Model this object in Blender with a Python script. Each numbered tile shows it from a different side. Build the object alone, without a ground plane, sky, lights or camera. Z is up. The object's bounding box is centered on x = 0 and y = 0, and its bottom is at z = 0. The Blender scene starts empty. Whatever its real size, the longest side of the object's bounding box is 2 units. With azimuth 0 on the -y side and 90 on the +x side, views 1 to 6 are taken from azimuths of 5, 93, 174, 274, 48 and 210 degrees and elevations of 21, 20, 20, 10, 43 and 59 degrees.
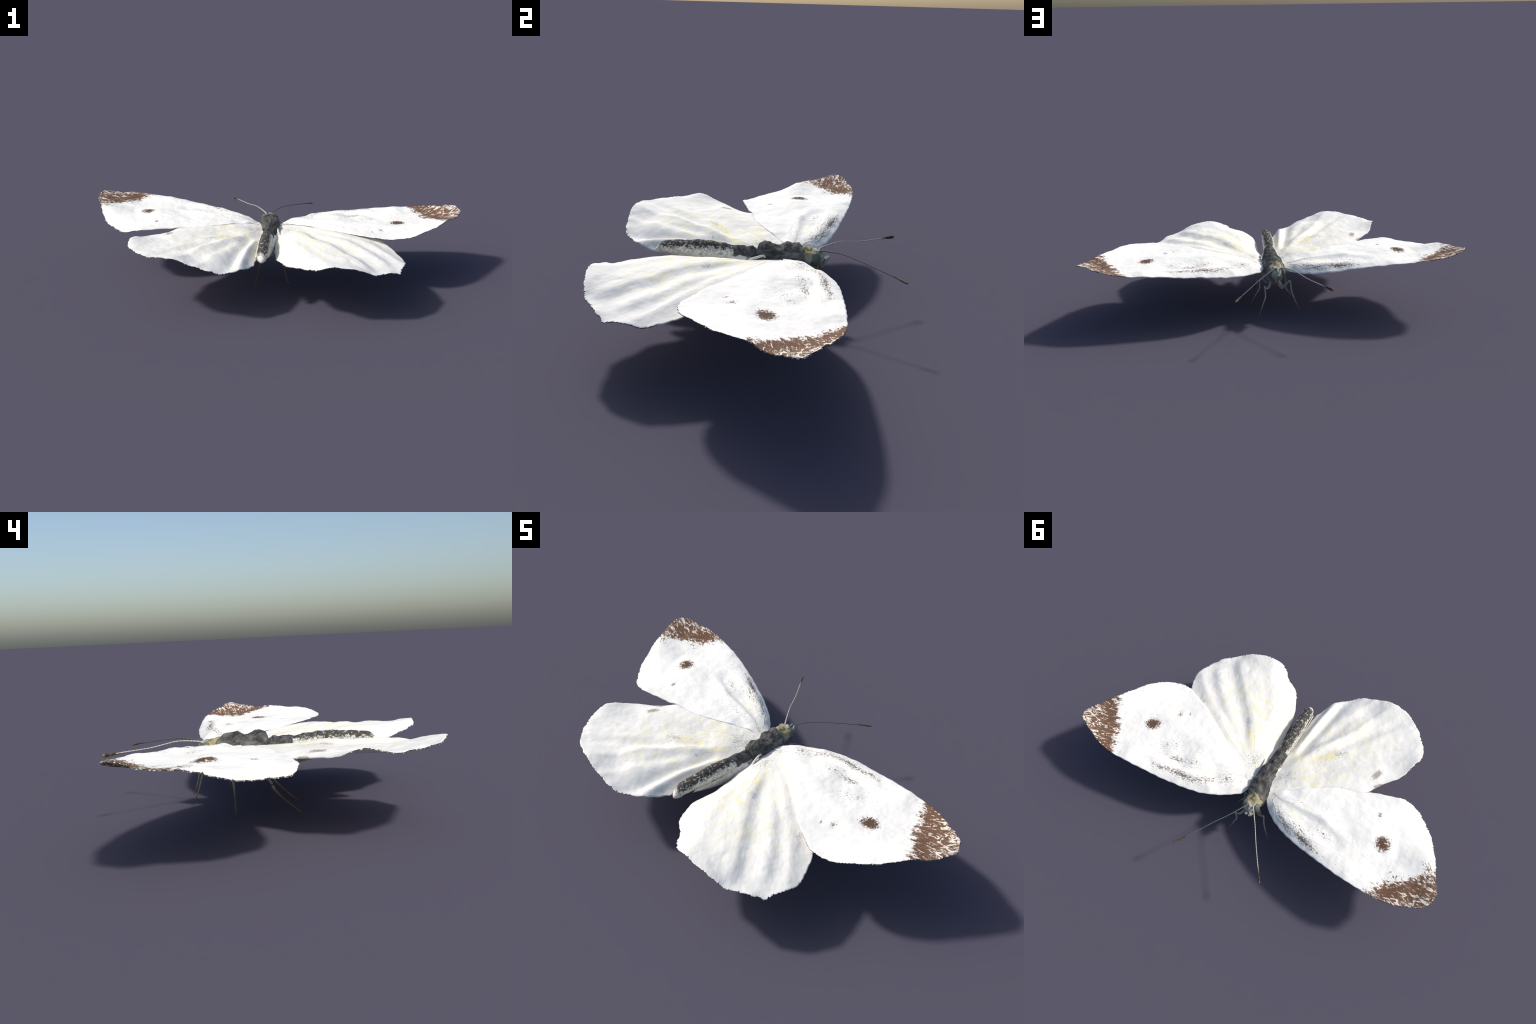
"""White butterfly, wings spread, standing on six legs.  Metres, z up, head towards +y."""
import bpy, bmesh, math, random
import numpy as np
from mathutils import Vector, noise
from mathutils.geometry import delaunay_2d_cdt

RNG = random.Random(7)

# ------------------------------------------------------------------ helpers
def new_object(name, verts, faces, parent, mats=(), smooth=True):
    me = bpy.data.meshes.new(name)
    me.from_pydata([tuple(v) for v in verts], [], [tuple(f) for f in faces])
    me.validate()
    for p in me.polygons:
        p.use_smooth = smooth
    for m in mats:
        me.materials.append(m)
    ob = bpy.data.objects.new(name, me)
    bpy.context.scene.collection.objects.link(ob)
    ob.parent = parent
    return ob


def catmull(pts, step, closed=False):
    """Resample control points on a centripetal-like Catmull-Rom curve."""
    P = np.array(pts, float)
    n = len(P)
    out, src = [], []
    segs = n if closed else n - 1
    for i in range(segs):
        if closed:
            a, b, c, d = P[(i - 1) % n], P[i], P[(i + 1) % n], P[(i + 2) % n]
        else:
            a, b, c, d = P[max(i - 1, 0)], P[i], P[i + 1], P[min(i + 2, n - 1)]
        m = max(1, int(round(np.linalg.norm(c - b) / step)))
        for k in range(m):
            t = k / m
            out.append(0.5 * (2 * b + (c - a) * t + (2 * a - 5 * b + 4 * c - d) * t * t
                              + (3 * b - a - 3 * c + d) * t ** 3))
            src.append(i + t)
    if not closed:
        out.append(P[-1]); src.append(n - 1)
    return np.array(out), np.array(src)


def thin_plate(ctrl, lam=2e-4):
    """Smooth height z(x, y) through control points."""
    C = np.array(ctrl, float)
    X = C[:, :2]
    def U(r2):
        return np.where(r2 > 1e-12, r2 * np.log(r2 + 1e-12), 0.0)
    n = len(C)
    D = ((X[:, None] - X[None]) ** 2).sum(2)
    A = np.zeros((n + 3, n + 3))
    A[:n, :n] = U(D) + lam * np.eye(n)
    A[:n, n] = 1; A[:n, n + 1:] = X
    A[n, :n] = 1; A[n + 1:, :n] = X.T
    w = np.linalg.solve(A, np.r_[C[:, 2], 0, 0, 0])
    def f(xy):
        xy = np.asarray(xy, float)
        d = ((xy[:, None] - X[None]) ** 2).sum(2)
        return U(d) @ w[:n] + w[n] + xy @ w[n + 1:]
    return f


def inside(xy, poly):
    x, y = xy[:, 0], xy[:, 1]
    r = np.zeros(len(xy), bool)
    j = len(poly) - 1
    for i in range(len(poly)):
        xi, yi = poly[i][:2]; xj, yj = poly[j][:2]
        c = ((yi > y) != (yj > y)) & (x < (xj - xi) * (y - yi) / (yj - yi + 1e-15) + xi)
        r ^= c
        j = i
    return r


def seg_dist(xy, line):
    """Distance to a polyline, signed side (+ = left of travel) and fraction along it."""
    L = np.array(line, float)
    best = np.full(len(xy), 9.0); side = np.zeros(len(xy)); frac = np.zeros(len(xy))
    ln = np.r_[0, np.cumsum(np.linalg.norm(np.diff(L, axis=0), axis=1))]
    for i in range(len(L) - 1):
        a, b = L[i], L[i + 1]
        ab = b - a
        t = np.clip(((xy - a) @ ab) / (ab @ ab), 0, 1)
        q = xy - (a + t[:, None] * ab)
        d = np.hypot(q[:, 0], q[:, 1])
        m = d < best
        best[m] = d[m]
        side[m] = np.sign(ab[0] * q[m, 1] - ab[1] * q[m, 0])
        frac[m] = (ln[i] + t[m] * (ln[i + 1] - ln[i])) / ln[-1]
    return best, side, frac


# ------------------------------------------------------------------ node graph helper
class Graph:
    def __init__(self, name, roughness=0.75, specular=0.2):
        self.mat = bpy.data.materials.new(name)
        self.mat.use_nodes = True
        self.nt = self.mat.node_tree
        self.nt.nodes.clear()
        self.out = self.nt.nodes.new('ShaderNodeOutputMaterial')
        self.bsdf = self.nt.nodes.new('ShaderNodeBsdfPrincipled')
        self.bsdf.inputs['Roughness'].default_value = roughness
        self.bsdf.inputs['Specular IOR Level'].default_value = specular
        self.nt.links.new(self.bsdf.outputs[0], self.out.inputs[0])
        self.obj = self.nt.nodes.new('ShaderNodeTexCoord').outputs['Object']

    def _set(self, sock, v):
        if isinstance(v, bpy.types.NodeSocket):
            self.nt.links.new(v, sock)
        elif v is not None:
            sock.default_value = v

    def math(self, op, a, b=None, clamp=False):
        n = self.nt.nodes.new('ShaderNodeMath'); n.operation = op; n.use_clamp = clamp
        self._set(n.inputs[0], a)
        if b is not None:
            self._set(n.inputs[1], b)
        return n.outputs[0]

    def mapping(self, loc=(0, 0, 0), rot=0.0, scale=(1, 1, 1), vec=None):
        """Texture mapping: subtract loc, turn by -rot about z, divide by scale."""
        n = self.nt.nodes.new('ShaderNodeMapping'); n.vector_type = 'TEXTURE'
        self._set(n.inputs['Vector'], vec or self.obj)
        n.inputs['Location'].default_value = loc
        n.inputs['Rotation'].default_value = (0, 0, rot)
        n.inputs['Scale'].default_value = scale
        return n.outputs[0]

    def noise(self, scale, detail=3, rough=0.55, dist=0.0, vec=None):
        n = self.nt.nodes.new('ShaderNodeTexNoise')
        self._set(n.inputs['Vector'], vec or self.obj)
        n.inputs['Scale'].default_value = scale
        n.inputs['Detail'].default_value = detail
        n.inputs['Roughness'].default_value = rough
        n.inputs['Distortion'].default_value = dist
        return n.outputs['Fac']

    def voronoi(self, scale, vec=None, feature='F1'):
        n = self.nt.nodes.new('ShaderNodeTexVoronoi'); n.feature = feature
        self._set(n.inputs['Vector'], vec or self.obj)
        n.inputs['Scale'].default_value = scale
        return n.outputs['Distance']

    def step(self, x, lo, hi):
        n = self.nt.nodes.new('ShaderNodeMapRange'); n.interpolation_type = 'SMOOTHSTEP'
        self._set(n.inputs['Value'], x)
        self._set(n.inputs['From Min'], lo); self._set(n.inputs['From Max'], hi)
        return n.outputs['Result']

    def ellipse(self, x, y, rx, ry, ang=0.0):
        """Soft oval: 1 in the middle, 0 on its rim (measured in plan)."""
        v = self.mapping((x, y, 0), math.radians(ang), (rx, ry, 1000))
        n = self.nt.nodes.new('ShaderNodeVectorMath'); n.operation = 'LENGTH'
        self._set(n.inputs[0], v)
        return self.math('SUBTRACT', 1.0, n.outputs['Value'], clamp=True)

    def halfplane(self, x, y, ang):
        """Signed distance of a plan point beyond a line through (x, y) in direction ang."""
        s = self.nt.nodes.new('ShaderNodeSeparateXYZ')
        self._set(s.inputs[0], self.mapping((x, y, 0), math.radians(ang)))
        return s.outputs[0]

    def axis(self, k):
        s = self.nt.nodes.new('ShaderNodeSeparateXYZ'); self._set(s.inputs[0], self.obj)
        return s.outputs[k]

    def mix(self, fac, a, b):
        n = self.nt.nodes.new('ShaderNodeMix'); n.data_type = 'RGBA'
        self._set(n.inputs[0], fac)
        self._set(n.inputs[6], a if isinstance(a, bpy.types.NodeSocket) else (*a, 1))
        self._set(n.inputs[7], b if isinstance(b, bpy.types.NodeSocket) else (*b, 1))
        return n.outputs[2]

    def bump(self, height, strength=0.3, distance=0.002):
        n = self.nt.nodes.new('ShaderNodeBump')
        n.inputs['Strength'].default_value = strength
        n.inputs['Distance'].default_value = distance
        self._set(n.inputs['Height'], height)
        self.nt.links.new(n.outputs[0], self.bsdf.inputs['Normal'])

    def color(self, c):
        self._set(self.bsdf.inputs['Base Color'], c if isinstance(c, bpy.types.NodeSocket) else (*c, 1))
        return self.mat


BROWN = (0.120, 0.070, 0.045)
DUST = (0.125, 0.088, 0.066)
GREY = (0.25, 0.255, 0.235)
YELLOW = (0.93, 0.83, 0.42)
WHITE = (0.905, 0.885, 0.825)
DULL_WHITE = (0.815, 0.80, 0.755)


def wing_base(g, ang, tint=1.0):
    """White scales with faint, slightly darker clouds and fine creases that run along the wing."""
    v = g.mapping((0, 0, 0), math.radians(ang), (3.0, 1.0, 1.0))
    dull_cloud = g.step(g.noise(11, 4, 0.6, 0.4, vec=v), 0.46, 0.70)
    c = g.mix(dull_cloud, tuple(tint * k for k in WHITE), tuple(tint * k for k in DULL_WHITE))
    v2 = g.mapping((0, 0, 0), math.radians(ang), (6.0, 1.0, 1.0))
    crease = g.noise(42, 4, 0.6, 0.5, vec=v2)
    fine = g.noise(190, 2, 0.6, vec=v)
    g.bump(g.math('ADD', crease, g.math('MULTIPLY', fine, 0.18)), 0.34, 0.005)
    return c


def specks(g, density, scale, ang, stretch=2.5, soft=0.06):
    """Grain that fills where density is high: 1 where a scale is dark."""
    v = g.mapping((0, 0, 0), math.radians(ang), (stretch, 1, 1))
    n = g.noise(scale, 4, 0.72, 0.3, vec=v)
    th = g.math('SUBTRACT', 0.69, g.math('MULTIPLY', density, 0.36))
    return g.step(g.math('SUBTRACT', n, th), 0.0, soft)


def add_specks(g, col, mask, colour, scale, ang, stretch=2.5, strength=1.0, soft=0.06):
    s = specks(g, mask, scale, ang, stretch, soft)
    gate = g.step(mask, 0.0, 0.06)
    f = g.math('MULTIPLY', g.math('MULTIPLY', s, gate), strength)
    return g.mix(f, col, colour)


def tip_patch(g, col, beyond, ang):
    """Brown wing tip: dense just past the inner line, grained and scratched with white further out."""
    v = g.mapping((0, 0, 0), math.radians(ang), (2.2, 1, 1))
    rag = g.math('MULTIPLY', g.math('SUBTRACT', g.noise(30, 4, 0.7, 0.5), 0.5), 0.10)
    grain = g.noise(62, 5, 0.80, 1.0, vec=v)
    d = g.math('ADD', beyond, rag)
    # share of brown grains: 0 outside, high in the core, falling off to the tip
    dens = g.math('SUBTRACT', g.step(d, -0.055, 0.060), g.math('MULTIPLY', g.step(beyond, 0.07, 0.24), 0.32))
    thr = g.math('SUBTRACT', 0.70, g.math('MULTIPLY', dens, 0.32))
    brown = g.step(g.math('SUBTRACT', grain, thr), -0.02, 0.05)
    curl = g.noise(34, 4, 0.58, 2.6, vec=v)
    thr2 = g.math('SUBTRACT', 0.615, g.math('MULTIPLY', g.step(beyond, 0.03, 0.14), 0.085))
    white = g.step(g.math('SUBTRACT', curl, thr2), 0.0, 0.03)
    brown = g.math('MULTIPLY', brown, g.math('SUBTRACT', 1.0, g.math('MULTIPLY', white, 0.9)))
    tone = g.mix(g.noise(60, 3, 0.7), (0.100, 0.054, 0.034), (0.205, 0.115, 0.070))
    under = g.mix(g.step(d, 0.0, 0.06), col, (0.76, 0.70, 0.62))
    return g.mix(brown, under, tone)


def forewing_material(side):
    g = Graph('forewing_scales' if side > 0 else 'forewing_scales_other', 0.8, 0.12)
    ang = 15 if side > 0 else 165
    c = wing_base(g, ang)
    if side > 0:
        streaks = [(0.36, 0.280, 0.20, 0.036, 4, 0.95), (0.47, 0.293, 0.12, 0.03, 0, 0.8),
                   (0.24, 0.245, 0.14, 0.045, 22, 0.72), (0.43, 0.208, 0.10, 0.034, 12, 0.8),
                   (0.34, 0.20, 0.20, 0.06, 15, 0.55), (0.50, 0.15, 0.17, 0.11, 35, 0.5),
                   (0.15, 0.19, 0.09, 0.06, 30, 0.7), (0.075, 0.12, 0.06, 0.05, 10, 0.9)]
        spots = [(0.655, 0.088, 0.060, 0.050, 25), (0.562, -0.033, 0.030, 0.024, 110),
                 (0.517, -0.058, 0.022, 0.011, 115)]
        beyond = g.math('MINIMUM', g.halfplane(0.735, 0.300, 25), g.halfplane(0.790, 0.190, 33))
    else:
        streaks = [(-0.34, 0.312, 0.13, 0.028, 158, 1.0), (-0.40, 0.335, 0.12, 0.03, 163, 0.7),
                   (-0.22, 0.268, 0.13, 0.026, 148, 0.85), (-0.30, 0.27, 0.22, 0.06, 158, 0.62),
                   (-0.42, 0.245, 0.14, 0.04, 160, 0.6), (-0.17, 0.22, 0.10, 0.05, 150, 0.6),
                   (-0.10, 0.15, 0.08, 0.05, 160, 0.85), (-0.78, 0.285, 0.10, 0.05, 130, 0.5), (-0.92, 0.19, 0.08, 0.05, 130, 0.8),
                   (-0.24, 0.14, 0.16, 0.03, 175, 0.5)]
        spots = [(-0.687, 0.161, 0.060, 0.054, 120), (-0.609, 0.023, 0.028, 0.022, 100)]
        beyond = g.math('MAXIMUM', g.math('MINIMUM', g.halfplane(-0.705, 0.42, 148), g.halfplane(-0.795, 0.300, 125)), -1)
    for x, y, rx, ry, a, k in streaks:
        m = g.math('MULTIPLY', g.ellipse(x, y, rx, ry, a), k)
        if abs(x) < 0.12:
            c = add_specks(g, c, m, (0.30, 0.27, 0.24), 230, a, 1.5, 0.7, 0.18)
            continue
        c = add_specks(g, c, m, DUST, 175, a, 1.9, 0.9, 0.10)
    dots = g.noise(140, 3, 0.78)
    near = g.ellipse(0.40 * side, 0.19, 0.55, 0.26, 12 * side)
    f = g.step(g.math('ADD', dots, g.math('MULTIPLY', near, 0.12)), 0.715, 0.765)
    c = g.mix(g.math('MULTIPLY', f, 0.75), c, (0.34, 0.29, 0.25))
    # faint yellow flecks near the cell
    fl = g.math('MULTIPLY', g.ellipse(0.26 * side, 0.2, 0.16, 0.08, 15 * side), 0.6)
    c = add_specks(g, c, fl, (0.90, 0.88, 0.62), 42, ang, 1.6, 0.7)
    for i, (x, y, rx, ry, a) in enumerate(spots):
        m = g.ellipse(x, y, rx, ry, a)
        weak = i > 0
        m = g.math('MULTIPLY', m, g.step(g.noise(30, 2, 0.5, 0.5), 0.10, 0.50))
        grain = g.math('SUBTRACT', g.noise(120, 4, 0.8, 0.6), 0.5)
        rag = g.math('ADD', m, g.math('MULTIPLY', grain, 2.8 if weak else 1.9))
        s = g.step(rag, 0.52 if weak else 0.22, 0.80 if weak else 0.55)
        s = g.math('MULTIPLY', s, g.step(m, 0.0, 0.12))
        if weak:
            s = g.math('MULTIPLY', s, 0.75)
        c = g.mix(s, c, BROWN)
    c = tip_patch(g, c, beyond, ang)
    return g.color(c)


def hindwing_material(side):
    g = Graph('hindwing_scales' if side > 0 else 'hindwing_scales_other', 0.8, 0.12)
    ang = -50 if side > 0 else 232
    c = wing_base(g, ang, 0.945)
    # pale yellow flecks over the inner half
    field = g.math('MULTIPLY', g.step(g.ellipse(0.24 * side, -0.20, 0.46, 0.34, ang), 0.0, 0.6), 0.74)
    v = g.mapping((0, 0, 0), math.radians(ang), (1.8, 1, 1))
    blotch = g.noise(34, 5, 0.74, 0.9, vec=v)
    f = g.step(g.math('ADD', blotch, g.math('MULTIPLY', field, 0.18)), 0.62, 0.71)
    c = g.mix(g.math('MULTIPLY', f, 0.58), c, (0.90, 0.84, 0.58))
    dots = g.noise(150, 3, 0.75)
    f = g.step(g.math('ADD', dots, g.math('MULTIPLY', field, 0.12)), 0.69, 0.75)
    c = g.mix(g.math('MULTIPLY', f, 0.55), c, (0.52, 0.50, 0.42))
    if side > 0:
        yel = [(0.195, -0.315, 0.055, 0.022, 65), (0.17, -0.10, 0.06, 0.03, -50), (0.215, -0.24, 0.05, 0.03, -40)]
        dark = [(0.228, -0.165, 0.05, 0.026, -50, 0.8), (0.39, -0.53, 0.04, 0.03, 0, 0.55),
                (0.505, -0.165, 0.05, 0.024, 100, 0.85), (0.09, 0.02, 0.13, 0.10, -50, 0.80), (0.07, -0.02, 0.06, 0.12, 0, 0.6),
                (0.33, -0.16, 0.25, 0.09, -50, 0.33)]
        spots = []
    else:
        yel = [(-0.115, -0.08, 0.07, 0.028, 238), (-0.19, -0.13, 0.07, 0.035, 238), (-0.19, 0.0, 0.07, 0.03, 220),
               (-0.25, 0.012, 0.06, 0.02, 215), (-0.25, -0.17, 0.10, 0.045, 228)]
        dark = [(-0.292, -0.20, 0.12, 0.055, 228, 0.82), (-0.24, -0.14, 0.16, 0.06, 228, 0.55),
                (-0.10, 0.03, 0.13, 0.10, 225, 0.80), (-0.145, -0.19, 0.02, 0.012, 200, 0.9),
                (-0.30, -0.46, 0.05, 0.02, 240, 0.6), (-0.545, -0.355, 0.05, 0.012, 215, 0.6)]
        spots = [(-0.504, -0.172, 0.052, 0.026, 70), (-0.540, -0.128, 0.055, 0.020, 45)]
    for x, y, rx, ry, a in yel:
        c = add_specks(g, c, g.ellipse(x, y, rx, ry, a), YELLOW, 95, a, 2.0, 0.8, 0.10)
    for x, y, rx, ry, a, k in dark:
        c = add_specks(g, c, g.math('MULTIPLY', g.ellipse(x, y, rx, ry, a), k), GREY, 205, a, 1.4, 0.72, 0.14)
    for x, y, rx, ry, a in spots:
        m = g.ellipse(x, y, rx, ry, a)
        rag = g.math('ADD', m, g.math('MULTIPLY', g.math('SUBTRACT', g.noise(110, 4, 0.8, 0.5), 0.5), 2.4))
        s = g.math('MULTIPLY', g.step(rag, 0.32, 0.6), g.step(m, 0.0, 0.15))
        c = g.mix(g.math('MULTIPLY', s, 0.7), c, (0.22, 0.145, 0.105))
    return g.color(c)


def rim_material():
    g = Graph('wing_fringe', 0.9, 0.05)
    m = g.step(g.noise(120, 3, 0.7), 0.36, 0.50)
    return g.color(g.mix(m, (0.62, 0.60, 0.52), (0.045, 0.045, 0.042)))


# ------------------------------------------------------------------ wings
# outline control points (x, y, z) from the root along the leading edge, round the tip and back
FOREWING_R = [(.030, .150, .258), (.045, .192, .250), (.072, .221, .250), (.119, .253, .252), (.168, .281, .257), (.220, .304, .264),
    (.277, .319, .270), (.335, .329, .277), (.395, .335, .283), (.454, .339, .287), (.512, .341, .293),
    (.569, .343, .299), (.626, .344, .302), (.681, .343, .304), (.735, .341, .307), (.788, .334, .313),
    (.844, .316, .322), (.899, .292, .330), (.932, .274, .340), (.960, .257, .342), (.984, .238, .340),
    (.998, .212, .330), (.993, .188, .326), (.978, .156, .322), (.958, .114, .316), (.929, .076, .323),
    (.901, .039, .326), (.877, -.001, .324), (.850, -.039, .322), (.823, -.077, .322), (.793, -.111, .320),
    (.760, -.142, .318), (.723, -.168, .312), (.690, -.186, .307), (.658, -.194, .304), (.630, -.199, .303),
    (.607, -.196, .299), (.579, -.188, .297), (.526, -.162, .298), (.453, -.128, .296), (.385, -.081, .294),
    (.313, -.038, .292), (.238, .011, .289), (.151, .069, .283), (.076, .115, .272), (.030, .120, .262)]
FOREWING_L = [(-.045, .150, .258), (-.075, .184, .254), (-.102, .219, .246), (-.137, .249, .250), (-.169, .272, .254), (-.206, .292, .259),
    (-.243, .310, .265), (-.280, .325, .272), (-.349, .348, .285), (-.419, .368, .301), (-.492, .387, .315),
    (-.574, .406, .326), (-.660, .419, .335), (-.748, .429, .345), (-.826, .428, .354), (-.897, .409, .359),
    (-.961, .385, .374), (-.984, .363, .380), (-.995, .334, .378), (-.998, .303, .366), (-.989, .269, .356),
    (-.974, .231, .350), (-.957, .193, .346), (-.943, .156, .340), (-.931, .125, .328), (-.917, .094, .316),
    (-.900, .062, .304), (-.875, .018, .296), (-.835, -.030, .292), (-.800, -.062, .288), (-.754, -.098, .286),
    (-.700, -.112, .298), (-.658, -.108, .304), (-.589, -.090, .304), (-.522, -.072, .304), (-.467, -.046, .299),
    (-.370, -.024, .297), (-.285, .016, .294), (-.205, .064, .288), (-.141, .104, .280), (-.085, .122, .268), (-.045, .125, .262)]
HINDWING_R = [(.030, .130, .258), (.100, .145, .268), (.200, .115, .279), (.300, .060, .284), (.420, -.030, .285), (.540, -.110, .274),
    (.600, -.180, .252), (.629, -.236, .238), (.642, -.265, .236), (.650, -.288, .230), (.656, -.310, .225),
    (.656, -.338, .231), (.652, -.364, .236), (.644, -.387, .236), (.636, -.408, .232), (.629, -.430, .228),
    (.620, -.451, .224), (.603, -.465, .232), (.570, -.496, .244), (.532, -.522, .248), (.494, -.548, .254),
    (.454, -.562, .274), (.412, -.572, .290), (.363, -.580, .298), (.311, -.585, .302), (.265, -.584, .292),
    (.235, -.575, .283), (.210, -.556, .280), (.195, -.541, .272), (.184, -.526, .268), (.174, -.519, .268),
    (.150, -.502, .265), (.125, -.485, .262), (.108, -.468, .258), (.090, -.443, .256), (.077, -.414, .254),
    (.062, -.383, .250), (.051, -.350, .242), (.043, -.316, .230), (.041, -.286, .225), (.036, -.225, .215),
    (.030, -.170, .214), (.026, -.115, .222), (.024, -.060, .234), (.024, .000, .246), (.028, .060, .254)]
HINDWING_L = [(-.045, .135, .256), (-.120, .150, .270), (-.200, .125, .282), (-.320, .080, .289), (-.420, .020, .293), (-.490, -.055, .294),
    (-.528, -.110, .292), (-.562, -.156, .300), (-.602, -.198, .304), (-.631, -.246, .316), (-.649, -.299, .334),
    (-.658, -.326, .336), (-.664, -.366, .326), (-.652, -.411, .318), (-.625, -.445, .323), (-.603, -.478, .323),
    (-.580, -.505, .325), (-.556, -.525, .325), (-.530, -.546, .324), (-.503, -.561, .330), (-.472, -.575, .334),
    (-.431, -.586, .336), (-.393, -.591, .333), (-.355, -.596, .318), (-.319, -.595, .302), (-.267, -.591, .282),
    (-.237, -.588, .274), (-.195, -.573, .254), (-.153, -.540, .252), (-.112, -.505, .254), (-.086, -.463, .242),
    (-.065, -.415, .234), (-.056, -.394, .236), (-.050, -.300, .240), (-.050, -.200, .240), (-.048, -.100, .246),
    (-.046, .000, .252), (-.045, .060, .254)]

# heights inside the outline (vein crossings, spots, hollows)
INNER = {
    'FR': [(.657, .088, .293), (.557, -.037, .291), (.516, -.059, .291), (.548, .079, .298), (.784, .000, .310),
           (.235, .072, .299), (.353, .025, .297), (.10, .15, .280), (.815, .240, .294), (.848, .242, .301),
           (.902, .237, .315), (.853, .177, .298), (.921, .181, .307), (.951, .159, .316), (.874, .091, .313),
           (.909, .274, .322), (.795, .312, .308), (.734, .241, .289), (.765, .222, .289), (.471, .292, .304),
           (.470, .275, .303), (.255, .262, .293), (.168, .198, .287), (.471, .216, .291), (.421, .214, .290),
           (.397, .201, .290), (.535, .250, .296), (.569, .318, .303), (.547, .174, .288),
           (.36, .13, .302), (.21, .20, .282), (.10, .205, .274), (.20, .268, .281), (.36, .300, .295), (.66, .318, .311)],
    'FL': [(-.687, .161, .326), (-.886, .260, .338), (-.609, .023, .309), (-.833, .356, .344), (-.795, .340, .332),
           (-.885, .363, .349), (-.653, .235, .320), (-.793, .240, .327), (-.493, .264, .307), (-.433, .271, .307),
           (-.497, .328, .323), (-.300, .226, .296), (-.284, .132, .297), (-.400, .095, .303), (-.372, .325, .307),
           (-.369, .165, .320), (-.591, .392, .334), (-.879, .064, .309), (-.921, .138, .342), (-.664, .088, .315),
           (-.620, .119, .324), (-.76, .17, .318), (-.16, .112, .277), (-.12, .15, .277), (-.130, .215, .274), (-.200, .262, .283), (-.280, .300, .292),
           (-.415, .345, .314), (-.70, .400, .340)],
    'HR': [(.226, -.161, .287), (.196, -.316, .297), (.258, -.370, .293), (.354, -.439, .292), (.400, -.455, .283),
           (.394, -.521, .286), (.425, -.310, .269), (.422, -.347, .266), (.432, -.401, .275), (.467, -.449, .265),
           (.484, -.465, .259), (.505, -.500, .252), (.559, -.458, .241), (.574, -.364, .248), (.601, -.357, .245),
           (.496, -.192, .280), (.396, -.183, .288), (.418, -.144, .290), (.574, -.207, .254), (.487, -.336, .273),
           (.458, -.302, .277), (.339, -.372, .290), (.353, -.288, .282), (.15, -.04, .282), (.10, -.30, .276),
           (.085, -.15, .272), (.12, -.22, .285), (.062, -.09, .258), (.060, -.20, .248)],
    'HL': [(-.506, -.168, .309), (-.547, -.359, .308), (-.537, -.341, .307), (-.499, -.312, .306), (-.262, -.446, .303),
           (-.257, -.417, .302), (-.252, -.395, .302), (-.243, -.235, .299), (-.228, -.375, .295), (-.208, -.249, .295),
           (-.147, -.189, .283), (-.159, -.318, .281), (-.292, -.575, .298), (-.155, -.525, .252), (-.292, -.193, .297), (-.40, -.43, .308), (-.20, -.13, .283), (-.33, -.28, .296), (-.35, -.47, .310), (-.45, -.47, .312), (-.42, -.16, .308), (-.34, -.06, .300),
           (-.11, -.06, .276)],
}
# folds: plan line, height, half-width on its left side, on its right side
FOLDS = {
    'FR': [([(.10, .13), (.24, .075), (.42, .0)], -.004, .02, .02), ([(.12, .16), (.40, .12), (.70, .06), (.82, .02)], -.004, .03, .03),
           ([(.15, .18), (.45, .19), (.78, .13)], .004, .03, .03), ([(.60, .03), (.72, -.06)], .004, .03, .03),
           ([(.16, .225), (.34, .262), (.60, .268), (.80, .25)], .005, .02, .02)],
    'FL': [([(-.09, .145), (-.22, .160), (-.37, .168), (-.46, .20), (-.60, .25)], .016, .034, .020),
           ([(-.10, .19), (-.30, .24), (-.55, .285), (-.8, .33)], -.006, .05, .03),
           ([(-.14, .215), (-.32, .292), (-.55, .311), (-.72, .35)], .005, .02, .02),
           ([(-.10, .13), (-.30, .075), (-.48, .03)], .006, .03, .03),
           ([(-.62, .20), (-.78, .22), (-.90, .20)], -.006, .04, .03)],
    'HR': [([(.09, .0), (.12, -.024), (.239, -.21), (.455, -.473), (.49, -.53)], .009, .026, .045),
           ([(.12, .0), (.289, -.183), (.50, -.448), (.55, -.50)], -.0065, .038, .038),
           ([(.14, .01), (.427, -.247), (.564, -.413), (.60, -.455)], .006, .032, .032),
           ([(.15, .02), (.463, -.234), (.60, -.38), (.625, -.41)], -.0045, .028, .028),
           ([(.16, .03), (.473, -.18), (.64, -.34)], .009, .038, .026),
           ([(.09, -.04), (.17, -.25), (.33, -.50), (.37, -.57)], -.0055, .045, .034)],
    'HL': [([(-.10, -.02), (-.373, -.306), (-.448, -.394), (-.56, -.50)], .006, .03, .03),
           ([(-.10, -.03), (-.30, -.29), (-.411, -.418), (-.50, -.52)], -.008, .025, .03),
           ([(-.09, -.05), (-.304, -.353), (-.349, -.458), (-.41, -.57)], .010, .022, .03),
           ([(-.08, -.06), (-.22, -.34), (-.290, -.486), (-.33, -.57)], -.008, .03, .03),
           ([(-.08, -.08), (-.13, -.30), (-.165, -.52)], -.016, .022, .030),
           ([(-.065, -.08), (-.095, -.30), (-.115, -.49)], .020, .022, .020),
           ([(-.11, .02), (-.38, -.19), (-.60, -.33)], -.005, .04, .04)],
}


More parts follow.
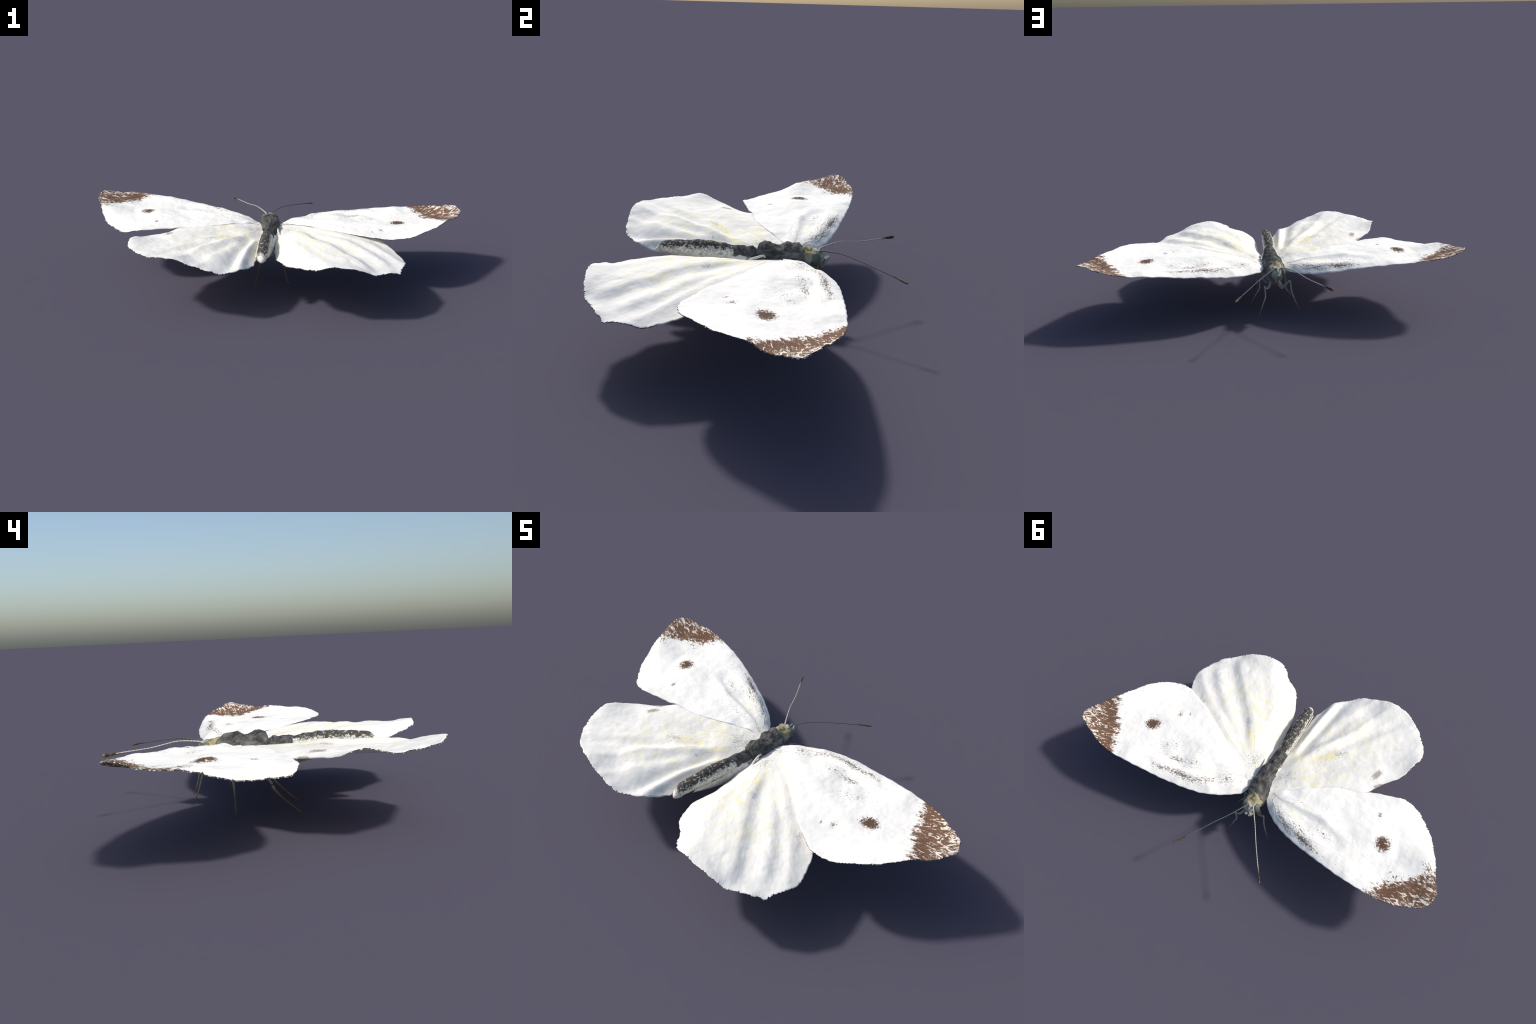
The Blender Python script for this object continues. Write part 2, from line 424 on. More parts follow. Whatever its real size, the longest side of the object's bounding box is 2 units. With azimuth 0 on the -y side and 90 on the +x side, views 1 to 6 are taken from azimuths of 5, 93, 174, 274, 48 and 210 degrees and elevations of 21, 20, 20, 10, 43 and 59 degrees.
class Wing:
    def __init__(self, key, outline, margin, hidden_by=None):
        self.key = key
        self.hidden_by = hidden_by
        pts, src = catmull(outline, 0.0042, closed=True)
        self.smooth_outline = pts.copy()
        ctrl = np.array(list(outline) + INNER[key], float)
        ctrl[:, 2] -= self.fold_height(ctrl[:, :2])
        self.base_height = thin_plate(ctrl, 2e-5)
        # ragged scale fringe along the outer margin
        lo, hi = margin
        rng = np.random.RandomState(sum(map(ord, key)))
        c = pts.mean(0)
        n = len(pts)
        tan = np.roll(pts, -1, 0) - np.roll(pts, 1, 0)
        nor = np.c_[tan[:, 1], -tan[:, 0]]
        nor /= np.linalg.norm(nor, axis=1)[:, None] + 1e-9
        area = np.sum(pts[:, 0] * np.roll(pts[:, 1], -1) - np.roll(pts[:, 0], -1) * pts[:, 1])
        nor *= np.sign(area)
        for i in range(n):
            if lo <= src[i] <= hi:
                d = (rng.rand() - 0.5) * 0.0042 + 0.0014 * math.sin(i * 0.31 + 2 * math.sin(i * 0.13)) - (0.006 if rng.rand() < 0.035 else 0)
                pts[i, :2] += nor[i] * d
            else:
                pts[i, :2] += nor[i] * 0.0008 * math.sin(i * 0.5)
        self.outline = pts
        self.outward = nor
        self.on_margin = (src >= lo) & (src <= hi)

    def margin_at(self, p):
        k = ((self.outline[:, :2] - p) ** 2).sum(1).argmin()
        return bool(self.on_margin[k])

    def fold_height(self, xy):
        z = np.zeros(len(xy))
        for line, h, wl, wr in FOLDS[self.key]:
            d, s, f = seg_dist(xy, line)
            w = np.where(s > 0, wl, wr)
            fade = np.clip(f / 0.25, 0, 1)
            fade = fade * fade * (3 - 2 * fade)
            end = np.clip((1 - f) / 0.12, 0, 1) * 0.6 + 0.4 if self.key[0] == 'H' else np.clip((1 - f) / 0.45, 0, 1) ** 1.5
            z += h * fade * end * np.exp(-(d / w) ** 2)
        return z

    def height(self, xy):
        z = self.base_height(xy) + self.fold_height(xy)
        if self.hidden_by is not None:
            zf = self.hidden_by.height(xy)
            near = inside(xy, self.hidden_by.smooth_outline)
            z = np.where(near, np.minimum(z, zf - 0.0052), z)
        return z

    def build(self, name, parent, mats, pitch=0.0052):
        ol = self.outline
        lo, hi = ol[:, :2].min(0), ol[:, :2].max(0)
        gx = np.arange(lo[0], hi[0], pitch)
        gy = np.arange(lo[1], hi[1], pitch * 0.866)
        grid = np.array([(x + (pitch / 2 if j % 2 else 0), y) for j, y in enumerate(gy) for x in gx])
        grid = grid[inside(grid, ol)]
        # keep clear of the rim
        d = np.full(len(grid), 9.0)
        for k in range(0, len(grid), 4000):
            q = grid[k:k + 4000]
            d[k:k + 4000] = np.sqrt(((q[:, None] - ol[None, :, :2]) ** 2).sum(2)).min(1)
        grid = grid[d > pitch * 0.55]
        n = len(ol)
        allp = [Vector((p[0], p[1])) for p in ol] + [Vector((p[0], p[1])) for p in grid]
        vs, es, fs, *_ = delaunay_2d_cdt(allp, [(i, (i + 1) % n) for i in range(n)], [], 1, 1e-6)
        xy = np.array([(v.x, v.y) for v in vs])
        cen = np.array([xy[list(f)].mean(0) for f in fs])
        keep = inside(cen, ol)
        fs = [f for f, k in zip(fs, keep) if k]
        z = self.height(xy)
        ripple = np.array([noise.fractal(Vector((p[0] * 16, p[1] * 16, 3.1)), 1.0, 2.0, 3) for p in xy])
        fine = np.array([noise.noise(Vector((p[0] * 70, p[1] * 70, 9.2))) for p in xy])
        z = z + 0.0026 * ripple + 0.0006 * fine - 0.001
        verts = np.c_[xy, z]
        # thin membrane with real thickness: under side, then a rim strip
        m = len(verts)
        th = 0.0032
        under = verts.copy(); under[:, 2] -= th
        faces = []
        edge = {}
        for f in fs:
            f = list(f)
            a, b, c = xy[f[0]], xy[f[1]], xy[f[2]]
            if (b[0] - a[0]) * (c[1] - a[1]) - (b[1] - a[1]) * (c[0] - a[0]) < 0:
                f = f[::-1]
            faces.append(f)
            for i in range(3):
                edge[(f[i], f[(i + 1) % 3])] = 1
        top = len(faces)
        faces += [[v + m for v in f[::-1]] for f in faces[:top]]
        rim_dark = {}
        # dark under-scales stick out beyond the white edge in places
        for (a, b) in list(edge):
            if (b, a) not in edge:
                k = ((ol[:, :2] - xy[a]) ** 2).sum(1).argmin()
                if self.on_margin[k]:
                    q = noise.noise(Vector((xy[a][0] * 14, xy[a][1] * 14, 5.5))) + 0.5 * noise.noise(Vector((xy[a][0] * 90, xy[a][1] * 90, 1.5)))
                    under[a, :2] += self.outward[k] * 0.0034 * min(1, max(0, q * 2.5 + 0.1))
        for (a, b) in list(edge):
            if (b, a) not in edge:
                rim_dark[len(faces)] = self.margin_at(0.5 * (xy[a] + xy[b]))
                faces.append([b, a, a + m, b + m])
        ob = new_object(name, np.r_[verts, under], faces, parent, mats)
        for i, p in enumerate(ob.data.polygons):
            if i >= 2 * top:
                p.material_index = 1 if rim_dark[i] else 0
                p.use_smooth = False
        return ob


def ribbon_tube(path, radii, sides=8, flat=None):
    """Tube round a 3D path; flat = list of (sideways, upward) factors per point."""
    P = np.array(path, float); n = len(P)
    verts, faces = [], []
    for i in range(n):
        t = P[min(i + 1, n - 1)] - P[max(i - 1, 0)]
        t /= np.linalg.norm(t) + 1e-12
        up = np.array((0, 0, 1.0)) if abs(t[2]) < 0.93 else np.array((0, 1.0, 0))
        s = np.cross(t, up); s /= np.linalg.norm(s)
        u = np.cross(s, t)
        a, b = (1, 1) if flat is None else flat[i]
        for k in range(sides):
            w = 2 * math.pi * k / sides
            verts.append(P[i] + radii[i] * (a * math.cos(w) * s + b * math.sin(w) * u))
    for i in range(n - 1):
        for k in range(sides):
            k2 = (k + 1) % sides
            faces.append((i * sides + k, (i + 1) * sides + k, (i + 1) * sides + k2, i * sides + k2))
    faces.append([k for k in range(sides)])
    faces.append([(n - 1) * sides + k for k in range(sides)][::-1])
    return verts, faces


def interp_path(pts, m):
    P = np.array(pts, float)
    c, s = catmull(P[:, :3], 0.004)
    if P.shape[1] > 3:
        r = np.stack([np.interp(s, np.arange(len(P)), P[:, k]) for k in range(3, P.shape[1])], 1)
        return c, r
    return c, None


# ------------------------------------------------------------------ scene
root = bpy.data.objects.new('butterfly', None)
bpy.context.scene.collection.objects.link(root)
root['label'] = 'white butterfly with brown wing tips and dark hairy body'
root['category'] = 'butterfly'

rim = rim_material()
fr = Wing('FR', FOREWING_R, (16, 38))
fl = Wing('FL', FOREWING_L, (14, 32))
hr = Wing('HR', HINDWING_R, (8, 35), fr)
hl = Wing('HL', HINDWING_L, (9, 28), fl)
W = {}
for key, wing, nm, mat in (('FR', fr, 'forewing', forewing_material(1)), ('FL', fl, 'forewing', forewing_material(-1)),
                           ('HR', hr, 'hindwing', hindwing_material(1)), ('HL', hl, 'hindwing', hindwing_material(-1))):
    W[key] = wing.build(nm, root, [mat, rim])

# ---- fine veins lying on the wing skin
def vein_material(name, a, b):
    g = Graph(name, 0.8, 0.15)
    m = g.step(g.noise(45, 3, 0.7), 0.40, 0.60)
    return g.color(g.mix(m, a, b))

ochre = vein_material('ochre_vein', (0.66, 0.58, 0.38), (0.88, 0.86, 0.80))
dusky = vein_material('dusky_vein', (0.36, 0.28, 0.21), (0.88, 0.86, 0.81))
VEINS = {
    'HL': (ochre, [[(-.07, .03), (-.10, -.038), (-.139, -.101), (-.179, -.166), (-.228, -.227), (-.262, -.275)],
                   [(-.179, -.166), (-.215, -.24), (-.225, -.29)],
                   [(-.10, .04), (-.174, .006), (-.253, -.061), (-.320, -.126), (-.429, -.193)],
                   [(-.16, .06), (-.266, .019), (-.364, -.038)]]),
    'HR': (ochre, [[(.075, .04), (.113, -.026), (.180, -.150), (.238, -.211), (.331, -.265), (.392, -.328)],
                   [(.180, -.150), (.19, -.23), (.20, -.30)],
                   [(.12, .05), (.239, -.015), (.314, -.064), (.438, -.165)]]),
    'FL': (dusky, [[(-.10, .17), (-.152, .225), (-.196, .262), (-.319, .292), (-.43, .306), (-.554, .311), (-.633, .324), (-.723, .35)],
                   [(-.09, .14), (-.164, .166), (-.249, .159), (-.345, .157), (-.39, .19)]]),
    'FR': (dusky, [[(.08, .16), (.20, .235), (.358, .273), (.406, .269), (.517, .265), (.606, .266), (.697, .271)],
                   [(.06, .13), (.12, .14), (.22, .17)]]),
}
wing_of = {'FR': fr, 'FL': fl, 'HR': hr, 'HL': hl}
for key, (mat, lines) in VEINS.items():
    V, F = [], []
    for line in lines:
        c, _ = catmull(line, 0.006)
        z = wing_of[key].height(c)
        rip = np.array([0.0026 * noise.fractal(Vector((p[0] * 16, p[1] * 16, 3.1)), 1.0, 2.0, 3)
                        + 0.0006 * noise.noise(Vector((p[0] * 70, p[1] * 70, 9.2))) for p in c])
        path = np.c_[c, z + rip - 0.0016]
        t = np.linspace(0, 1, len(path))
        v, f = ribbon_tube(path, 0.0015 * (1 - 0.7 * t), 6)
        F += [[i + len(V) for i in q] for q in f]
        V += list(v)
    ob = new_object('vein', V, F, W[key], [mat])
    ob['kind'] = 'stuff'

# ---- body ---------------------------------------------------------------
def loft(name, stations, parent, mats, sides=40, lump=0.004, lump_scale=22, seed=0.0, keel=0.0, rings=6):
    """stations: (y, centre x, half width, top z, bottom z, belly narrowing 0..1)"""
    S = np.array(stations, float)
    idx = np.linspace(0, len(S) - 1, (len(S) - 1) * rings + 1)
    def cr(col):
        n = len(S); out = []
        for t in idx:
            i = min(int(t), n - 2); u = t - i
            a, b, c, d = col[max(i - 1, 0)], col[i], col[i + 1], col[min(i + 2, n - 1)]
            out.append(0.5 * (2 * b + (c - a) * u + (2 * a - 5 * b + 4 * c - d) * u * u + (3 * b - a - 3 * c + d) * u ** 3))
        return np.array(out)
    Y, X, Wd, T, B, K = [cr(S[:, k]) for k in range(6)]
    verts, faces = [], []
    for i in range(len(Y)):
        zc = 0.5 * (T[i] + B[i]); hh = max(0.5 * (T[i] - B[i]), 0.0005)
        for k in range(sides):
            w = 2 * math.pi * k / sides
            cx, cz = math.cos(w), math.sin(w)
            nar = 1 - K[i] * max(0, -cz) ** 0.8
            p = Vector((X[i] + max(Wd[i], 0.0005) * cx * nar, Y[i], zc + hh * cz))
            nvec = Vector((cx, 0, cz))
            q = p * lump_scale + Vector((seed, seed * 2, 0))
            d = lump * (noise.fractal(q, 1.0, 2.0, 3)) * min(1, hh / 0.02)
            verts.append(p + nvec * d)
    n = len(Y)
    for i in range(n - 1):
        for k in range(sides):
            k2 = (k + 1) % sides
            faces.append((i * sides + k, i * sides + k2, (i + 1) * sides + k2, (i + 1) * sides + k))
    faces.append(list(range(sides))[::-1])
    faces.append([(n - 1) * sides + k for k in range(sides)])
    return new_object(name, verts, faces, parent, mats)


def thorax_material():
    g = Graph('thorax_hair', 0.85, 0.15)
    v = g.mapping((0, 0, 0), 0.1, (1, 3.5, 1.2))
    n = g.noise(48, 5, 0.68, 0.8, vec=v)
    c = g.mix(g.step(n, 0.34, 0.70), (0.030, 0.031, 0.032), (0.135, 0.130, 0.122))
    painted_highlight = g.step(g.noise(30, 4, 0.65, 0.8, vec=v), 0.50, 0.70)  # brushed highlights on the lumps, painted as lighter strokes
    c = g.mix(g.math('MULTIPLY', painted_highlight, 0.7), c, (0.26, 0.245, 0.225))
    # grey-white chest hair and an olive collar towards the head
    z = g.math('ADD', g.axis(2), g.math('MULTIPLY', g.math('SUBTRACT', g.noise(40, 3), 0.5), 0.05))
    c = g.mix(g.step(z, 0.258, 0.215), c, g.mix(g.noise(70, 4, 0.7), (0.22, 0.23, 0.22), (0.56, 0.56, 0.53)))
    y = g.math('ADD', g.axis(1), g.math('MULTIPLY', g.math('SUBTRACT', g.noise(60, 4, 0.7), 0.5), 0.04))
    c = g.mix(g.math('MULTIPLY', g.step(y, 0.165, 0.20), 0.7), c, (0.17, 0.17, 0.135))
    g.bump(g.noise(170, 3, 0.7, vec=v), 0.5, 0.003)
    return g.color(c)


def abdomen_material():
    g = Graph('abdomen_scales', 0.8, 0.15)
    v = g.mapping((0, 0, 0), 0.06, (1, 1.6, 1.4))
    mott = g.noise(95, 5, 0.78, 0.6, vec=v)
    flank = g.math('ADD', g.axis(2), g.math('MULTIPLY', g.math('SUBTRACT', mott, 0.5), 0.105))
    xo = g.math('ABSOLUTE', g.math('ADD', g.axis(0), 0.019))
    flank = g.math('SUBTRACT', flank, g.math('MULTIPLY', xo, 0.38))
    dark = g.mix(g.noise(120, 4, 0.7), (0.026, 0.025, 0.024), (0.090, 0.080, 0.070))
    pale = g.mix(g.step(g.noise(85, 4, 0.7), 0.42, 0.68), (0.66, 0.65, 0.59), (0.22, 0.22, 0.20))
    c = g.mix(g.step(flank, 0.266, 0.280), pale, dark)
    # white dusting on the back
    dust = g.step(g.noise(110, 4, 0.78, 0.4, vec=v), 0.535, 0.63)
    rear = g.step(g.axis(1), -0.08, -0.20)
    c = g.mix(g.math('MULTIPLY', dust, g.math('MULTIPLY', rear, 0.72)), c, (0.68, 0.66, 0.60))
    # front plates are plain slate, tip is cream, belly is ivory
    front = g.step(g.math('ADD', g.axis(1), g.math('MULTIPLY', g.math('SUBTRACT', mott, 0.5), 0.012)), -0.090, -0.082)
    slate = g.mix(g.step(g.noise(45, 4, 0.65, 0.7), 0.35, 0.7), (0.032, 0.033, 0.034), (0.125, 0.123, 0.118))
    up = g.step(g.axis(2), 0.245, 0.256)
    c = g.mix(g.math('MULTIPLY', front, up), c, slate)
    belly = g.step(g.math('ADD', g.axis(2), g.math('MULTIPLY', g.math('SUBTRACT', g.noise(30, 3), 0.5), 0.02)), 0.258, 0.246)
    c = g.mix(belly, c, g.mix(g.noise(40, 4, 0.6), (0.62, 0.60, 0.52), (0.80, 0.78, 0.70)))
    tip = g.step(g.math('ADD', g.axis(1), g.math('MULTIPLY', g.math('SUBTRACT', mott, 0.5), 0.05)), -0.384, -0.402)
    c = g.mix(tip, c, (0.74, 0.70, 0.62))
    g.bump(g.noise(200, 3, 0.7), 0.3, 0.002)
    return g.color(c)


def head_material():
    g = Graph('head_hair', 0.8, 0.2)
    n = g.noise(34, 4, 0.6, 0.5)
    c = g.mix(g.step(n, 0.35, 0.65), (0.20, 0.205, 0.155), (0.43, 0.36, 0.17))
    c = g.mix(g.math('MULTIPLY', g.step(g.noise(22, 2, 0.5), 0.56, 0.66), 0.8), c, (0.17, 0.12, 0.05))
    z = g.math('ADD', g.axis(2), g.math('MULTIPLY', g.math('SUBTRACT', g.noise(50, 3), 0.5), 0.03))
    c = g.mix(g.step(z, 0.272, 0.252), c, g.mix(g.noise(80, 4), (0.22, 0.24, 0.22), (0.50, 0.51, 0.48)))
    y = g.axis(1)
    c = g.mix(g.math('MULTIPLY', g.step(y, 0.222, 0.262), 0.8), c, g.mix(g.noise(90, 3), (0.24, 0.25, 0.21), (0.50, 0.49, 0.42)))
    g.bump(g.noise(150, 3, 0.7), 0.4, 0.003)
    return g.color(c)


def plain(name, a, b, scale=60, rough=0.7, spec=0.25):
    g = Graph(name, rough, spec)
    return g.color(g.mix(g.step(g.noise(scale, 4, 0.65), 0.35, 0.65), a, b))


thorax = loft('thorax', [
    (.006, -.010, .014, .272, .200, 0), (.012, -.010, .030, .298, .182, 0), (.022, -.009, .038, .312, .172, 0), (.042, -.008, .042, .320, .164, .05),
    (.062, -.008, .044, .316, .158, .05), (.080, -.009, .046, .306, .154, .05), (.100, -.010, .050, .306, .152, .05),
    (.128, -.013, .055, .317, .151, .05), (.150, -.016, .058, .310, .154, .05), (.172, -.019, .056, .309, .163, .1),
    (.190, -.022, .048, .300, .174, .1), (.206, -.025, .038, .292, .186, .1), (.222, -.027, .028, .270, .204, .1),
    (.234, -.027, .010, .250, .222, .1)],
    root, [thorax_material()], lump=0.010, lump_scale=30, seed=1.7)

abdomen = loft('abdomen', [
    (.034, -.012, .010, .262, .200, 0), (.020, -.012, .022, .274, .178, 0), (.000, -.012, .028, .288, .176, .1), (-.012, -.012, .030, .294, .180, .2),
    (-.030, -.012, .032, .291, .186, .3), (-.050, -.013, .033, .295, .190, .4), (-.078, -.015, .034, .294, .195, .5),
    (-.090, -.016, .032, .293, .197, .55), (-.120, -.018, .032, .299, .199, .6), (-.160, -.019, .031, .305, .200, .65),
    (-.200, -.020, .031, .308, .204, .65), (-.240, -.020, .031, .308, .212, .6), (-.280, -.020, .030, .306, .222, .5),
    (-.320, -.020, .029, .304, .233, .35), (-.350, -.020, .028, .301, .240, .2), (-.376, -.019, .025, .296, .243, .1),
    (-.394, -.018, .019, .284, .244, 0), (-.406, -.017, .011, .270, .246, 0), (-.411, -.017, .004, .260, .250, 0)],
    root, [abdomen_material()], lump=0.003, lump_scale=34, seed=4.1)
# shallow rings between the abdominal plates
for v in abdomen.data.vertices:
    y = v.co.y
    if -0.37 < y < -0.07:
        k = (y + 0.07) / 0.044
        d = abs(k - round(k)) * 0.044
        s = 1 - 0.045 * math.exp(-(d / 0.004) ** 2)
        v.co.x = -0.019 + (v.co.x + 0.019) * s
        v.co.z = 0.262 + (v.co.z - 0.262) * s

head = loft('head', [
    (.182, -.024, .020, .285, .235, 0), (.192, -.025, .034, .297, .222, 0), (.206, -.026, .039, .297, .216, .1), (.222, -.026, .040, .292, .214, .1),
    (.240, -.026, .039, .289, .214, .15), (.256, -.026, .034, .285, .216, .2), (.268, -.026, .026, .280, .220, .2),
    (.278, -.027, .016, .272, .230, .1), (.284, -.028, .006, .262, .242, 0)],
    root, [head_material()], lump=0.010, lump_scale=42, seed=8.8)

eye_mat = plain('eye_surface', (0.05, 0.07, 0.055), (0.18, 0.205, 0.16), 30, 0.5, 0.35)
bm = bmesh.new()
bmesh.ops.create_uvsphere(bm, u_segments=28, v_segments=18, radius=1.0)
eye_me = bpy.data.meshes.new('eye'); bm.to_mesh(eye_me); bm.free()
for p in eye_me.polygons:
    p.use_smooth = True
eye_me.materials.append(eye_mat)
for sx in (1, -1):
    e = bpy.data.objects.new('eye', eye_me)
    bpy.context.scene.collection.objects.link(e)
    e.parent = head
    e.location = (-0.025 + sx * 0.028, 0.247, 0.254)
    e.scale = (0.018, 0.022, 0.030)
    e.rotation_euler = (0, 0, sx * -0.35)

# mouth parts
palp_mat = plain('palp_hair', (0.10, 0.11, 0.11), (0.42, 0.43, 0.41), 70)
for sx in (1, -1):
    c, r = interp_path([(-.027 + sx * .012, .262, .226, .007), (-.029 + sx * .012, .282, .236, .010),
                        (-.032 + sx * .010, .296, .250, .007), (-.034 + sx * .007, .306, .262, .0015)], 0)
    v, f = ribbon_tube(c, r[:, 0], 8)
    new_object('palp', v, f, head, [palp_mat])
c, r = interp_path([(-.024, .262, .236, .007), (-.021, .272, .222, .009), (-.019, .272, .208, .008), (-.018, .264, .198, .003)], 0)
v, f = ribbon_tube(c, r[:, 0], 8)
new_object('proboscis', v, f, head, [plain('proboscis_horn', (0.30, 0.15, 0.05), (0.46, 0.27, 0.11), 60)])

# antennae: banded shaft and a flattened club
def antenna(path, club, flat, pale, dark, tipc):
    g = Graph('antenna_banded', 0.7, 0.2)
    band = g.step(g.math('SINE', g.math('MULTIPLY', g.axis(1), 520)), -0.2, 0.5)
    c = g.mix(g.math('MULTIPLY', band, g.noise(40, 2)), pale, dark)
    shaft_mat = g.color(c)
    c3, r = interp_path(path, 0)
    v, f = ribbon_tube(c3, r[:, 0], 8)
    a = new_object('antenna', v, f, head, [shaft_mat])
    c3, r = interp_path(club, 0)
    v, f = ribbon_tube(c3, r[:, 0], 10, [flat] * len(c3))
    g = Graph('antenna_club_surface', 0.7, 0.2)
    cm = g.mix(g.step(g.noise(70, 3), 0.35, 0.65), (0.035, 0.028, 0.022), (0.12, 0.085, 0.055))
    cm = g.mix(g.step(g.axis(1), club[-1][1] - 0.012, club[-1][1] - 0.002), cm, tipc)
    new_object('antenna_club', v, f, a, [g.color(cm)])

antenna([(-.015, .262, .280, .0045), (-.008, .280, .287, .0030), (.031, .353, .290, .0021), (.075, .414, .283, .0020), (.118, .474, .272, .0020), (.168, .543, .258, .0023), (.180, .559, .255, .0026)],
        [(.162, .535, .260, .0022), (.178, .556, .2555, .0042), (.192, .575, .251, .0062), (.203, .590, .247, .0062), (.206, .594, .2462, .0040)],
        (1.0, 0.6), (0.13, 0.14, 0.138), (0.04, 0.05, 0.05), (0.16, 0.10, 0.055))
antenna([(-.042, .258, .278, .0050), (-.056, .277, .288, .0034), (-.102, .343, .298, .0022), (-.133, .392, .292, .0021), (-.164, .441, .285, .0021), (-.215, .516, .282, .0023), (-.238, .549, .281, .0026)],
        [(-.222, .526, .2815, .0022), (-.240, .552, .281, .0046), (-.254, .572, .280, .0066), (-.262, .583, .279, .0066), (-.266, .589, .280, .0036)],
        (0.5, 1.1), (0.50, 0.47, 0.40), (0.20, 0.17, 0.14), (0.26, 0.16, 0.08))

# legs: femur, tibia, tarsus as a jointed tapering limb (x, y, z, radius)
leg_mat_g = Graph('leg_skin', 0.7, 0.25)
zz = leg_mat_g.math('ADD', leg_mat_g.axis(2), leg_mat_g.math('MULTIPLY', leg_mat_g.math('SUBTRACT', leg_mat_g.noise(60, 3), 0.5), 0.03))
lc = leg_mat_g.mix(leg_mat_g.noise(90, 3), (0.24, 0.23, 0.19), (0.42, 0.41, 0.37))
tar = leg_mat_g.mix(leg_mat_g.noise(90, 3), (0.10, 0.06, 0.03), (0.22, 0.15, 0.08))
leg_mat = leg_mat_g.color(leg_mat_g.mix(leg_mat_g.step(zz, 0.12, 0.07), lc, tar))
LEGS = [
    [(-.036, .215, .196, .012), (-.044, .220, .176, .015), (-.053, .226, .162, .014), (-.064, .236, .172, .010), (-.082, .246, .193, .006), (-.093, .249, .205, .0055), (-.097, .255, .190, .0045), (-.101, .263, .154, .0050), (-.116, .276, .108, .0030), (-.128, .286, .080, .0028), (-.138, .294, .058, .0020)],
    [(.008, .235, .200, .010), (.014, .262, .190, .008), (.024, .280, .183, .007), (.036, .288, .184, .006), (.043, .294, .199, .0045), (.041, .294, .180, .0045), (.040, .294, .139, .0050), (.052, .303, .108, .0030), (.064, .314, .080, .0028), (.079, .326, .049, .0020)],
    [(.022, .170, .170, .010), (.044, .172, .195, .007), (.056, .172, .192, .006), (.060, .173, .165, .0045), (.061, .173, .141, .0050), (.080, .176, .110, .0035), (.096, .178, .082, .0030), (.112, .181, .056, .0020)],
    [(-.040, .168, .170, .010), (-.064, .160, .195, .007), (-.078, .153, .185, .006), (-.082, .150, .155, .0065), (-.085, .145, .119, .0060), (-.108, .141, .086, .0030), (-.130, .137, .050, .0028), (-.149, .134, .019, .0020)],
    [(.018, .100, .172, .010), (.044, .050, .165, .008), (.062, .010, .125, .0065), (.068, -.008, .098, .0050), (.073, -.036, .068, .0040), (.079, -.058, .045, .0042), (.088, -.080, .026, .0028), (.097, -.098, .013, .0020)],
    [(-.036, .100, .172, .010), (-.048, .050, .160, .008), (-.054, .010, .128, .0065), (-.058, -.006, .096, .0075), (-.062, -.024, .074, .0065), (-.066, -.046, .054, .0035), (-.071, -.072, .033, .0030), (-.081, -.110, .0025, .0022)],
]
for pts in LEGS:
    c, r = interp_path(pts, 0)
    v, f = ribbon_tube(c, r[:, 0] * 0.8, 10)
    new_object('leg', v, f, root, [leg_mat])

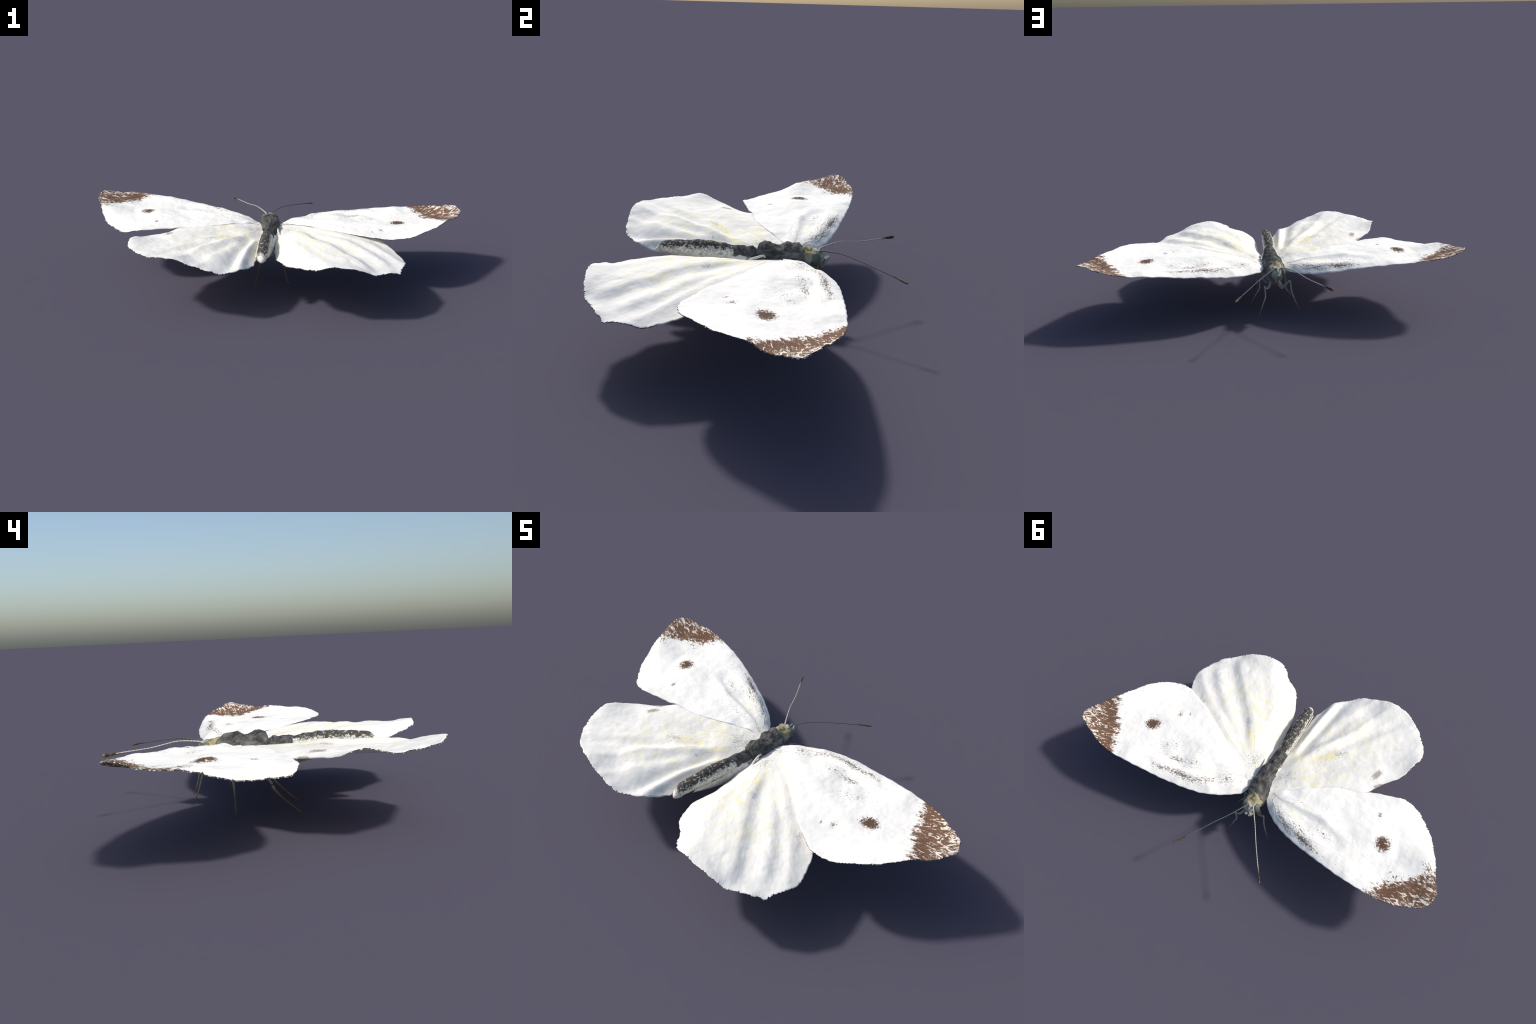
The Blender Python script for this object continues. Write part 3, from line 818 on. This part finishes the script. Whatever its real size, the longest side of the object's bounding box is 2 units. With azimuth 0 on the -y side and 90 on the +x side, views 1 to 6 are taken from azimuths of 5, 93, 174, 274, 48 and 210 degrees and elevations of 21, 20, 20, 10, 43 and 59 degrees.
# pale folded membrane between the abdomen base and the hindwing root
fold_mat = plain('membrane_fold', (0.60, 0.58, 0.50), (0.80, 0.78, 0.70), 40, 0.8, 0.1)
def sheet(name, top, bottom, parent, mat, th=0.003, jag=0.0):
    a, _ = catmull(top, 0.006); n = len(a)
    t = np.linspace(0, 1, n)
    b0, _ = catmull(bottom, 0.006)
    tb = np.linspace(0, 1, len(b0))
    b = np.stack([np.interp(t, tb, b0[:, k]) for k in range(3)], 1)
    rows = 6
    verts = []
    for side in (0, 1):
        for i in range(n):
            j = jag * (abs((i * 0.37) % 2 - 1) - 0.5)
            for k in range(rows + 1):
                s = k / rows
                p = a[i] * (1 - s) + b[i] * s
                bulge = 0.004 * math.sin(math.pi * s)
                verts.append((p[0] + bulge + side * -th, p[1], p[2] + j * (1 - s)))
    faces = []
    m = n * (rows + 1)
    for i in range(n - 1):
        for k in range(rows):
            q = [i * (rows + 1) + k, (i + 1) * (rows + 1) + k, (i + 1) * (rows + 1) + k + 1, i * (rows + 1) + k + 1]
            faces += [q, [x + m for x in q[::-1]]]
    loop = [i * (rows + 1) for i in range(n)] + [(n - 1) * (rows + 1) + k for k in range(1, rows + 1)] \
        + [i * (rows + 1) + rows for i in range(n - 2, -1, -1)] + [k for k in range(rows - 1, 0, -1)]
    for i in range(len(loop)):
        x, y = loop[i], loop[(i + 1) % len(loop)]
        faces.append([y, x, x + m, y + m])
    return new_object(name, verts, faces, parent, [mat])

sheet('wing_fold', [(.022, -.030, .256), (.021, -.048, .264), (.016, -.090, .256), (.010, -.16, .243), (.005, -.24, .243), (.002, -.31, .252)],
      [(.032, -.030, .236), (.031, -.05, .222), (.026, -.09, .208), (.012, -.16, .198), (.004, -.24, .212), (.000, -.32, .238)], abdomen, fold_mat, jag=0.006)
sheet('wing_fold', [(-.048, -.030, .262), (-.050, -.10, .262), (-.052, -.2, .262), (-.052, -.30, .262), (-.050, -.37, .262)],
      [(-.042, -.030, .236), (-.042, -.10, .225), (-.042, -.2, .222), (-.042, -.30, .232), (-.042, -.37, .242)], abdomen, fold_mat, jag=0.002)
for pth in ([(.030, .044, .262, .004), (.031, .038, .270, .005), (.035, .014, .263, .0055), (.041, -.010, .256, .006), (.048, -.018, .252, .003)],
            [(-.050, .044, .256, .003), (-.047, .026, .260, .005), (-.046, .008, .256, .0055), (-.050, -.012, .252, .003)]):
    c, r = interp_path(pth, 0)
    v, f = ribbon_tube(c, r[:, 0], 8)
    new_object('wing_root_plate', v, f, thorax, [fold_mat])

# membranes that hang from the inner hindwing edges under the body
sheet('wing_fold', [(.030, .070, .235), (.030, .02, .235), (.030, -.04, .232), (.030, -.10, .220), (.028, -.17, .210)],
      [(.030, .070, .150), (.030, .02, .152), (.028, -.04, .160), (.022, -.10, .178), (.014, -.17, .196)], abdomen, fold_mat)
sheet('wing_fold', [(-.052, .070, .235), (-.052, .02, .235), (-.050, -.04, .232), (-.050, -.10, .228)],
      [(-.046, .070, .152), (-.046, .02, .156), (-.042, -.04, .168), (-.040, -.10, .190)], abdomen, fold_mat)
